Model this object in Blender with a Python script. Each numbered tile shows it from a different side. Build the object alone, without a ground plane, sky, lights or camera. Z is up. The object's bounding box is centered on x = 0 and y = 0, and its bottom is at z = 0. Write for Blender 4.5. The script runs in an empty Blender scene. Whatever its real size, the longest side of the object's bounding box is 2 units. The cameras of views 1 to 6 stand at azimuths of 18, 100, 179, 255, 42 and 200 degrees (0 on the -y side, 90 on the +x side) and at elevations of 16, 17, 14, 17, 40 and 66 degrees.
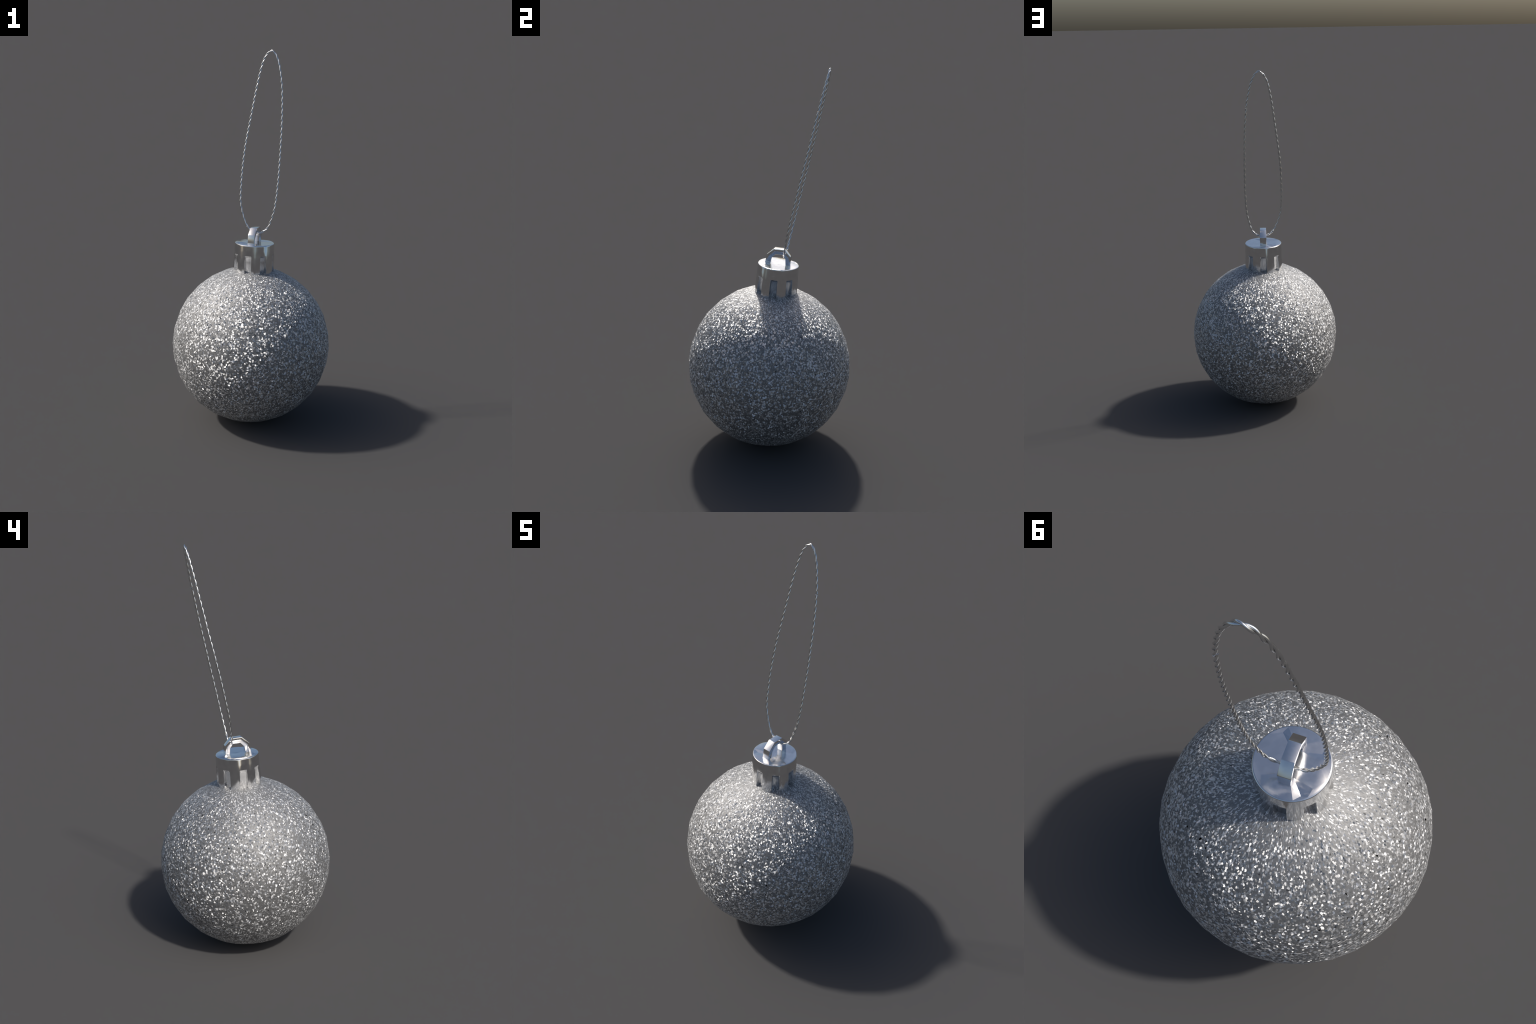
"""Silver glitter bauble: speckled ball, fluted metal cap with a strap eyelet,
and a long loop of two-strand twisted wire hung through the eyelet."""
import bpy, bmesh, math, random
from mathutils import Vector, Matrix

random.seed(7)
BALL_R = 0.431
TILT = math.radians(4.4)                 # the whole bauble leans towards +y
AXIS = Vector((0, math.sin(TILT), math.cos(TILT)))
CENTRE = Vector((0, 0, 0.4302))
CAP_TOP = 0.5685                         # cap disc, measured from the ball centre along the axis
LEAN = Matrix.Rotation(-TILT, 4, 'X')


# ------------------------------------------------------------------ helpers
def new_obj(name, verts, faces, mat, parent=None, matrix=None, smooth=None):
    me = bpy.data.meshes.new(name)
    me.from_pydata([tuple(v) for v in verts], [], faces)
    me.validate()
    bm = bmesh.new(); bm.from_mesh(me)
    bmesh.ops.recalc_face_normals(bm, faces=bm.faces[:])
    bm.to_mesh(me); bm.free()
    ob = bpy.data.objects.new(name, me)
    bpy.context.scene.collection.objects.link(ob)
    me.materials.append(mat)
    for p in me.polygons:
        p.use_smooth = True
    if smooth:
        me.set_sharp_from_angle(angle=math.radians(smooth))
    if parent:
        ob.parent = parent
    if matrix is not None:
        ob.matrix_local = matrix
    return ob


class Nodes:
    def __init__(self, name):
        self.mat = bpy.data.materials.new(name)
        self.mat.use_nodes = True
        self.t = self.mat.node_tree
        self.t.nodes.clear()
        self.out = self.n('ShaderNodeOutputMaterial')
        self.bsdf = self.n('ShaderNodeBsdfPrincipled')
        self.link(self.bsdf.outputs[0], self.out.inputs[0])

    def n(self, kind, **kw):
        nd = self.t.nodes.new(kind)
        for k, v in kw.items():
            setattr(nd, k, v)
        return nd

    def link(self, a, b):
        self.t.links.new(a, b)

    def put(self, sock, v):
        if isinstance(v, bpy.types.NodeSocket):
            self.link(v, sock)
        else:
            sock.default_value = v

    def math(self, op, a, b=0.0, clamp=False):
        nd = self.n('ShaderNodeMath', operation=op, use_clamp=clamp)
        self.put(nd.inputs[0], a); self.put(nd.inputs[1], b)
        return nd.outputs[0]

    def vmath(self, op, a, b=None, scale=None):
        nd = self.n('ShaderNodeVectorMath', operation=op)
        self.put(nd.inputs[0], a)
        if b is not None:
            self.put(nd.inputs[1], b)
        if scale is not None:
            self.put(nd.inputs['Scale'], scale)
        return nd.outputs['Vector']

    def ramp(self, fac, stops, interp='LINEAR'):
        nd = self.n('ShaderNodeValToRGB')
        nd.color_ramp.interpolation = interp
        els = nd.color_ramp.elements
        while len(els) < len(stops):
            els.new(0.5)
        for e, (p, c) in zip(els, stops):
            e.position = p
            e.color = (c, c, c, 1) if not isinstance(c, tuple) else (*c, 1)
        self.put(nd.inputs[0], fac)
        return nd.outputs[0]


# ------------------------------------------------------------------ materials
def glitter_material():
    """Silver flakes: every Voronoi cell is a flake with its own tilt."""
    m = Nodes('silver_glitter')
    co = m.n('ShaderNodeTexCoord').outputs['Object']
    d = m.vmath('NORMALIZE', co)
    sep = m.n('ShaderNodeSeparateXYZ'); m.link(d, sep.inputs[0])
    x, y, z = sep.outputs
    r = m.math('SQRT', m.math('MAXIMUM', m.math('SUBTRACT', 1.0, m.math('MULTIPLY', z, z)), 1e-5))
    polar = m.math('ARCCOSINE', z)
    # flakes were laid in rings round the cap: towards the poles they draw out along the meridians
    shrink = m.math('POWER', r, 0.85)
    comb = m.n('ShaderNodeCombineXYZ')
    m.link(m.math('DIVIDE', x, shrink), comb.inputs[0])
    m.link(m.math('DIVIDE', y, shrink), comb.inputs[1])
    m.link(polar, comb.inputs[2])
    q = m.vmath('SCALE', comb.outputs[0], scale=BALL_R)
    wob = m.n('ShaderNodeTexNoise'); wob.inputs['Scale'].default_value = 260
    m.link(q, wob.inputs['Vector'])
    off = m.vmath('SCALE', m.vmath('SUBTRACT', wob.outputs['Color'], (0.5, 0.5, 0.5)), scale=0.006)
    q = m.vmath('ADD', q, off)

    cells = m.n('ShaderNodeTexVoronoi', voronoi_dimensions='3D', feature='F1')
    cells.inputs['Scale'].default_value = FLAKE_SCALE
    m.link(q, cells.inputs['Vector'])
    cell = cells.outputs['Color']
    pick = m.n('ShaderNodeTexWhiteNoise', noise_dimensions='3D')
    m.link(cell, pick.inputs['Vector'])
    dice = m.n('ShaderNodeSeparateColor'); m.link(pick.outputs['Color'], dice.inputs[0])
    # flakes gather in loose clumps on the rougher silver ground coat
    clump = m.n('ShaderNodeTexNoise'); clump.inputs['Scale'].default_value = 55
    clump.inputs['Detail'].default_value = 2
    m.link(q, clump.inputs['Vector'])
    chance = m.math('ADD', pick.outputs['Value'], m.math('MULTIPLY', m.math('SUBTRACT', clump.outputs[0], 0.5), 1.15))
    # round the cap the coat was rubbed smoother
    rub = m.ramp(m.math('DIVIDE', polar, math.pi), [(0.08, 0.22), (0.19, 0.0)])
    calm = m.ramp(m.math('DIVIDE', polar, math.pi), [(0.08, 0.55), (0.22, 1.0)])
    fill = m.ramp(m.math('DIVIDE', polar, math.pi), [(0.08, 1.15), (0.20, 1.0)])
    chance = m.math('SUBTRACT', chance, rub)
    flake = m.ramp(chance, [(1 - FLAKE_SHARE, 0.0), (1 - FLAKE_SHARE + 0.04, 1.0)])
    bare = m.math('LESS_THAN', pick.outputs['Value'], 0.004)
    # every flake leans its own way, the ground coat only ripples
    lean = m.vmath('SUBTRACT', cell, (0.5, 0.5, 0.5))
    ripple = m.n('ShaderNodeTexNoise'); ripple.inputs['Scale'].default_value = 120
    m.link(q, ripple.inputs['Vector'])
    ripple = m.vmath('SUBTRACT', ripple.outputs['Color'], (0.5, 0.5, 0.5))
    spread = m.vmath('ADD', m.vmath('SCALE', lean, scale=m.math('MULTIPLY', flake, FLAKE_TILT)),
                     m.vmath('SCALE', ripple, scale=GROUND_TILT))
    spread = m.vmath('SCALE', spread, scale=calm)
    geo = m.n('ShaderNodeNewGeometry')
    nor = m.vmath('NORMALIZE', m.vmath('ADD', geo.outputs['Normal'], spread))
    m.link(nor, m.bsdf.inputs['Normal'])
    ground = m.ramp(dice.outputs[1], [(0.0, GROUND * 0.9), (1.0, GROUND * 1.1)])
    ground = m.vmath('SCALE', ground, scale=fill)
    bright = m.ramp(dice.outputs[2], [(0.0, FLAKE * 0.65), (1.0, FLAKE)])
    mix = m.n('ShaderNodeMix', data_type='RGBA')
    m.link(flake, mix.inputs[0]); m.link(ground, mix.inputs[6]); m.link(bright, mix.inputs[7])
    dark = m.n('ShaderNodeMix', data_type='RGBA')
    m.link(bare, dark.inputs[0]); m.link(mix.outputs[2], dark.inputs[6])
    dark.inputs[7].default_value = (0.10, 0.10, 0.10, 1)
    m.link(dark.outputs[2], m.bsdf.inputs['Base Color'])
    m.link(m.ramp(flake, [(0.0, BALL_METAL[0]), (1.0, BALL_METAL[1])]), m.bsdf.inputs['Metallic'])
    m.bsdf.inputs['Specular IOR Level'].default_value = 0.2
    m.link(m.ramp(flake, [(0.0, ROUGH[0]), (1.0, ROUGH[1])]), m.bsdf.inputs['Roughness'])
    return m.mat


FLAKE_SCALE, FLAKE_SHARE = 148, 0.49
FLAKE_TILT, GROUND_TILT = 1.9, 0.4
GROUND, FLAKE = 0.265, 0.80
BALL_METAL = (0.90, 1.00)          # ground coat, flakes
ROUGH = (0.69, 0.64)


def chrome_material(name, colour, rough, grain, grain_scale):
    m = Nodes(name)
    co = m.n('ShaderNodeTexCoord').outputs['Object']
    ns = m.n('ShaderNodeTexNoise'); ns.inputs['Scale'].default_value = grain_scale
    ns.inputs['Detail'].default_value = 3
    m.link(co, ns.inputs['Vector'])
    m.bsdf.inputs['Metallic'].default_value = 1.0
    c = [(0.3, tuple(v * 0.93 for v in colour)), (0.7, colour)]
    m.link(m.ramp(ns.outputs[0], c), m.bsdf.inputs['Base Color'])
    m.link(m.ramp(ns.outputs[0], [(0.3, rough * 0.8), (0.7, rough * 1.2)]), m.bsdf.inputs['Roughness'])
    b = m.n('ShaderNodeBump'); b.inputs['Strength'].default_value = grain
    b.inputs['Distance'].default_value = 0.004
    soft = m.n('ShaderNodeTexNoise'); soft.inputs['Scale'].default_value = 16
    m.link(co, soft.inputs['Vector'])
    m.link(soft.outputs[0], b.inputs['Height'])
    m.link(b.outputs[0], m.bsdf.inputs['Normal'])
    return m.mat


GLITTER = glitter_material()
CAP_METAL = chrome_material('silver_cap_metal', (0.82, 0.82, 0.82), 0.18, 0.06, 40)
WIRE_METAL = chrome_material('silver_wire_metal', (0.80, 0.80, 0.79), 0.24, 0.0, 60)

# ------------------------------------------------------------------ the thing
root = bpy.data.objects.new('christmas_ornament', None)
root.empty_display_size = 0.1
bpy.context.scene.collection.objects.link(root)
root['label'] = 'silver glitter bauble with metal cap and twisted wire loop'
root['category'] = 'christmas ornament'

# ------------------------------------------------------------------ ball
def ball(segs=32, rings=16):
    V = [(0, 0, BALL_R)]
    for i in range(1, rings):
        a = math.pi * i / rings
        for j in range(segs):
            b = 2 * math.pi * j / segs
            V.append((BALL_R * math.sin(a) * math.cos(b), BALL_R * math.sin(a) * math.sin(b), BALL_R * math.cos(a)))
    V.append((0, 0, -BALL_R))
    F = [(0, 1 + j, 1 + (j + 1) % segs) for j in range(segs)]
    for i in range(rings - 2):
        o, p = 1 + i * segs, 1 + (i + 1) * segs
        F += [(o + j, p + j, p + (j + 1) % segs, o + (j + 1) % segs) for j in range(segs)]
    o, e = 1 + (rings - 2) * segs, len(V) - 1
    F += [(o + j, e, o + (j + 1) % segs) for j in range(segs)]
    # facets cut inside the true sphere; the lowest point stands on z = 0
    low = min((LEAN @ Vector(v)).z for v in V)
    return new_obj('glitter_ball', V, F, GLITTER, root, Matrix.Translation((0, 0, -low)) @ LEAN)

ball()

# ------------------------------------------------------------------ cap
CAP_FRAME = Matrix.Translation(CENTRE) @ LEAN @ Matrix.Translation((0, 0, CAP_TOP))
CAP_RIM = 0.1065
LOBES = 8
LOBE_AZ = math.radians(22.5)             # a lobe sits 22.5 degrees off every 45
LOBE_HALF = math.radians(12.5)
WALL = math.radians(2.2)                 # how fast the recess walls drop
SKIRT = 0.160                            # cap height, sunk a little into the ball
LEG_Y, STRAP_HALF = 0.0615, 0.0175       # strap legs and half its width


def recess_at(az):
    """0 on a lobe, 1 in the sunk panel between two lobes."""
    pitch = 2 * math.pi / LOBES
    d = abs((az - LOBE_AZ + pitch / 2) % pitch - pitch / 2)
    return min(1.0, max(0.0, (d - LOBE_HALF) / WALL))


def cap():
    pitch = 2 * math.pi / LOBES
    azs = []
    for k in range(LOBES):
        a0 = LOBE_AZ + k * pitch
        for f in (-1, -0.6, -0.2, 0.2, 0.6, 1):
            azs.append(a0 + f * LOBE_HALF)
        azs.append(a0 + LOBE_HALF + WALL)
        for f in (0.33, 0.67):
            s = a0 + LOBE_HALF + WALL
            azs.append(s + f * (pitch - 2 * (LOBE_HALF + WALL)))
        azs.append(a0 + pitch - LOBE_HALF - WALL)
    n = len(azs)
    # depth below the disc, lobe radius, share of the recess (0 above the panels)
    rows = [(0.0000, CAP_RIM - 0.0046, 0), (0.0006, CAP_RIM - 0.0024, 0), (0.0020, CAP_RIM - 0.0008, 0),
            (0.0040, CAP_RIM - 0.0001, 0), (0.0065, CAP_RIM, 0),
            (0.030, CAP_RIM + 0.0008, 0), (0.054, CAP_RIM + 0.0016, 0), (0.0575, CAP_RIM + 0.0018, 0.05),
            (0.0640, CAP_RIM + 0.0022, 0.45), (0.072, CAP_RIM + 0.0026, 0.60), (0.090, CAP_RIM + 0.0036, 0.75),
            (0.120, CAP_RIM + 0.0050, 1), (0.142, CAP_RIM + 0.0056, 1.15), (SKIRT, CAP_RIM + 0.0050, 1.25)]
    rnd = random.Random(11)
    depth_of = [rnd.uniform(0.85, 1.2) for _ in range(LOBES)]
    swell = [rnd.uniform(-0.0016, 0.0016) for _ in range(LOBES)]
    V, F = [], []
    for depth, rad, share in rows:
        low = max(0.0, (depth - 0.02) / (SKIRT - 0.02))
        for az in azs:
            turn = (az - LOBE_AZ + pitch / 2) / pitch
            k, d = int(turn) % LOBES, (turn % 1.0 - 0.5) * pitch
            kp = int(turn + 0.5) % LOBES               # which panel
            crown = 0.0022 * min(1.0, abs(d) / LOBE_HALF) ** 2      # lobes are rounder than the rim
            rr = rad + low * (swell[k] - crown) - recess_at(az) * share * 0.0120 * depth_of[kp]
            V.append((rr * math.sin(az), -rr * math.cos(az), -depth))
    for i in range(len(rows) - 1):
        for j in range(n):
            a, b = i * n + j, i * n + (j + 1) % n
            F.append((a, b, b + n, a + n))
    # top disc: sheet stretched between the rim and the strap's feet, creased round them
    side = len(F)
    w, q = STRAP_HALF, LEG_Y
    creases = [(-w, q, 0.0038), (w, q, 0.0026), (-w, q - 0.024, 0.0), (w, q - 0.024, 0.0),
               (-w, -q, 0.0026), (w, -q, 0.0040), (-w, -q + 0.024, 0.0), (w, -q + 0.024, 0.0),
               (-0.074, 0.050, 0.0016), (-0.050, 0.078, -0.0034), (-0.014, 0.092, 0.0012), (0.066, 0.056, -0.0012),
               (-0.066, -0.050, -0.0026), (-0.062, -0.030, 0.0010), (-0.045, -0.078, 0.0018), (0.052, -0.074, -0.0014),
               (0.0, 0.0, -0.0016)]
    creases = [Vector(c) for c in creases]
    from mathutils.geometry import delaunay_2d_cdt
    pts = [Vector(V[j]) for j in range(n)] + creases
    res = delaunay_2d_cdt([p.xy for p in pts], [], [list(range(n))], 1, 1e-6)
    base = len(V)
    F += [tuple(i if i < n else base + i - n for i in f) for f in res[2]]
    V += [tuple(p) for p in creases]
    ob = new_obj('cap', V, F, CAP_METAL, root, CAP_FRAME, smooth=24)
    bend_for_reflections(ob.data)
    return ob


def bend_for_reflections(me):
    """Normals bent for reflections: panels mirror ball, pleats lean out, disc rim catches sun."""
    rnd = random.Random(5)
    hem = [(rnd.uniform(-0.30, -0.02), rnd.uniform(-0.30, -0.02)) for _ in range(LOBES)]   # downward normal tilt at left and right lobe edge, mirrors the ball
    pitch = 2 * math.pi / LOBES
    sky_strips = ((52, 0.30), (338, 0.10), (20, 0.08), (112, 0.08), (230, 0.10), (64, 0.16), (190, 0.26), (150, 0.12), (262, 0.22), (292, 0.16))  # flat skirt, normals tilted up here to draw bright sky reflection bands
    disc = {p.index for p in me.polygons if p.normal.z > 0.9 and abs(p.center.z) < 0.004}
    out = [None] * len(me.loops)
    bm = bmesh.new(); bm.from_mesh(me)
    for e in bm.edges:                              # only the stronger folds of the disc stay crisp
        if len(e.link_faces) == 2 and all(f.index in disc for f in e.link_faces):
            e.smooth = e.calc_face_angle() < math.radians(5.5)
    bm.to_mesh(me); bm.free()
    base = [c.vector.copy() for c in me.corner_normals]
    for p in me.polygons:
        for li in p.loop_indices:
            v = me.vertices[me.loops[li].vertex_index].co
            nn = base[li].copy()
            rad = math.hypot(v.x, v.y)
            if p.index in disc:
                if rad > 0.09:
                    face = max(0.0, (Vector((v.x, v.y)) / rad).dot(Vector((-0.75, 0.66))))
                    nn += Vector((v.x, v.y, 0)) / rad * 0.34 * face ** 2  # flat rim's normals tipped outward to place the white sun highlight
            elif -v.z > 0.003 and nn.z < 0.5:
                az = math.atan2(v.x, -v.y)
                low = min(1.0, max(0.0, (-v.z - 0.040) / 0.065))
                turn = (az - LOBE_AZ + pitch / 2) / pitch
                lift = 0.0
                if recess_at(az) > 0.5 and -v.z > 0.061:
                    lift = -0.34 + 0.20 * low  # normals turned down so recesses pick up the lit ball
                else:
                    across = min(1.0, max(0.0, (turn % 1.0 - 0.5) * pitch / LOBE_HALF * 0.5 + 0.5))
                    left, right = hem[int(math.floor(turn)) % LOBES]
                    lift = (left + (right - left) * across) * low
                    for deg, k in sky_strips:
                        d = (math.degrees(az) - deg + 180) % 360 - 180
                        lift += k * max(0.0, 1 - abs(d) / (9 - 4 * low)) * (1 - 0.3 * low)
                nn += Vector((0, 0, lift))
            out[li] = nn.normalized()
    me.normals_split_custom_set(out)

cap_obj = cap()


def strap():
    """Flat strap folded into a five-sided arch, standing on the cap."""
    # y, z of the outer face; y, z of the inner face; half width there
    arch = [((-0.0705, -0.010), (-0.0440, -0.010), 0.0170), ((-0.0625, 0.0490), (-0.0360, 0.0330), 0.0190),
            ((-0.0270, 0.0830), (-0.0180, 0.0535), 0.0180), ((0.0275, 0.0830), (0.0180, 0.0535), 0.0180),
            ((0.0615, 0.0490), (0.0350, 0.0330), 0.0195), ((0.0625, -0.010), (0.0390, -0.010), 0.0170)]
    # section: outer plate, a step, then a narrower inner rib (across, inward share)
    section = [(-1, 0), (1, 0), (1, 0.44), (0.86, 0.50), (0.80, 1), (-0.80, 1), (-0.86, 0.50), (-1, 0.44)]
    V, F, m = [], [], len(section)
    for (yo, zo), (yi, zi), half in arch:
        V += [(across * half, yo + (yi - yo) * k, zo + (zi - zo) * k) for across, k in section]
    for i in range(len(arch) - 1):
        a = m * i
        F += [(a + k, a + (k + 1) % m, a + m + (k + 1) % m, a + m + k) for k in range(m)]
    F += [tuple(range(m)), tuple(m * (len(arch) - 1) + k for k in range(m))]
    ob = new_obj('cap_eyelet', V, F, CAP_METAL, cap_obj, Matrix.Identity(4))
    bv = ob.modifiers.new('round', 'BEVEL'); bv.width = 0.0018; bv.segments = 2; bv.limit_method = 'ANGLE'
    bv.angle_limit = math.radians(25); bv.harden_normals = False
    dg = bpy.context.evaluated_depsgraph_get()
    me = bpy.data.meshes.new_from_object(ob.evaluated_get(dg))
    ob.modifiers.clear(); ob.data = me; me.name = 'cap_eyelet'
    for p in me.polygons:
        p.use_smooth = True
    me.set_sharp_from_angle(angle=math.radians(38))

strap()

# ------------------------------------------------------------------ twisted wire loop
# spine: from the joint on the +x side up over the tip, down the -x side, under the eyelet, back up
SPINE = [(0.0775, 0.2420, 1.802), (0.071, 0.2510, 1.843), (0.054, 0.268, 1.918), (0.036, 0.279, 1.964), (0.019, 0.2835, 1.988),
         (0.003, 0.2855, 1.9955), (-0.017, 0.283, 1.982), (-0.033, 0.277, 1.955), (-0.045, 0.2695, 1.918), (-0.060, 0.2515, 1.838),
         (-0.076, 0.224, 1.717), (-0.090, 0.199, 1.606), (-0.102, 0.1755, 1.506), (-0.108, 0.150, 1.398),
         (-0.109, 0.126, 1.290), (-0.105, 0.1075, 1.206), (-0.095, 0.0985, 1.162), (-0.079, 0.0895, 1.116),
         (-0.060, 0.0835, 1.080), (-0.040, 0.0795, 1.059), (-0.018, 0.0750, 1.0480), (0.000, 0.0725, 1.0440), (0.018, 0.0735, 1.0440),
         (0.033, 0.0765, 1.0505), (0.048, 0.079, 1.062), (0.0635, 0.0825, 1.080), (0.081, 0.0935, 1.136), (0.092, 0.106, 1.198),
         (0.097, 0.130, 1.308), (0.097, 0.156, 1.422), (0.095, 0.180, 1.528), (0.092, 0.2005, 1.617),
         (0.0875, 0.2175, 1.692), (0.082, 0.232, 1.758), (0.0778, 0.2413, 1.7995)]
HALF_TURN, STRAND_R, STRAND_OFF = 0.0325, 0.0028, 0.0029


def catmull(pts, per=40):
    P = [Vector(p) for p in pts]
    P = [2 * P[0] - P[1]] + P + [2 * P[-1] - P[-2]]
    out = []
    for i in range(1, len(P) - 2):
        a, b, c, d = P[i - 1:i + 3]
        for k in range(per):
            t = k / per
            out.append(0.5 * (2 * b + (c - a) * t + (2 * a - 5 * b + 4 * c - d) * t * t + (3 * b - a - 3 * c + d) * t ** 3))
    out.append(P[-2])
    return out


def resample(pts, step):
    out, acc = [pts[0]], 0.0
    for a, b in zip(pts, pts[1:]):
        L = (b - a).length
        while acc + L >= step:
            a = a.lerp(b, (step - acc) / L); L = (b - a).length; acc = 0.0
            out.append(a)
        acc += L
    return out


def wire():
    step = 0.0035
    line = resample(catmull(SPINE), step)
    tans = [(line[min(i + 1, len(line) - 1)] - line[max(i - 1, 0)]).normalized() for i in range(len(line))]
    nrm = [tans[0].orthogonal().normalized()]
    for i in range(1, len(line)):                   # parallel transport
        nrm.append(tans[i - 1].rotation_difference(tans[i]) @ nrm[-1])
    paths = []
    for phase in (0, math.pi):
        paths.append([p + (math.cos(w) * u + math.sin(w) * t.cross(u)) * STRAND_OFF
                      for i, (p, t, u) in enumerate(zip(line, tans, nrm))
                      for w in [math.pi * i * step / HALF_TURN + phase]])
    for path in paths:
        V, F, sides = [], [], 10
        u = None
        for i, p in enumerate(path):
            t = (path[min(i + 1, len(path) - 1)] - path[max(i - 1, 0)]).normalized()
            u = t.orthogonal().normalized() if u is None else (u - t * u.dot(t)).normalized()
            w = t.cross(u)
            V += [p + (math.cos(a) * u + math.sin(a) * w) * STRAND_R for a in [2 * math.pi * k / sides for k in range(sides)]]
            if i:
                o = (i - 1) * sides
                F += [(o + k, o + (k + 1) % sides, o + sides + (k + 1) % sides, o + sides + k) for k in range(sides)]
        F += [tuple(range(sides)), tuple(len(V) - sides + k for k in range(sides))]
        new_obj('wire_strand', V, F, WIRE_METAL, root, smooth=60)

wire()
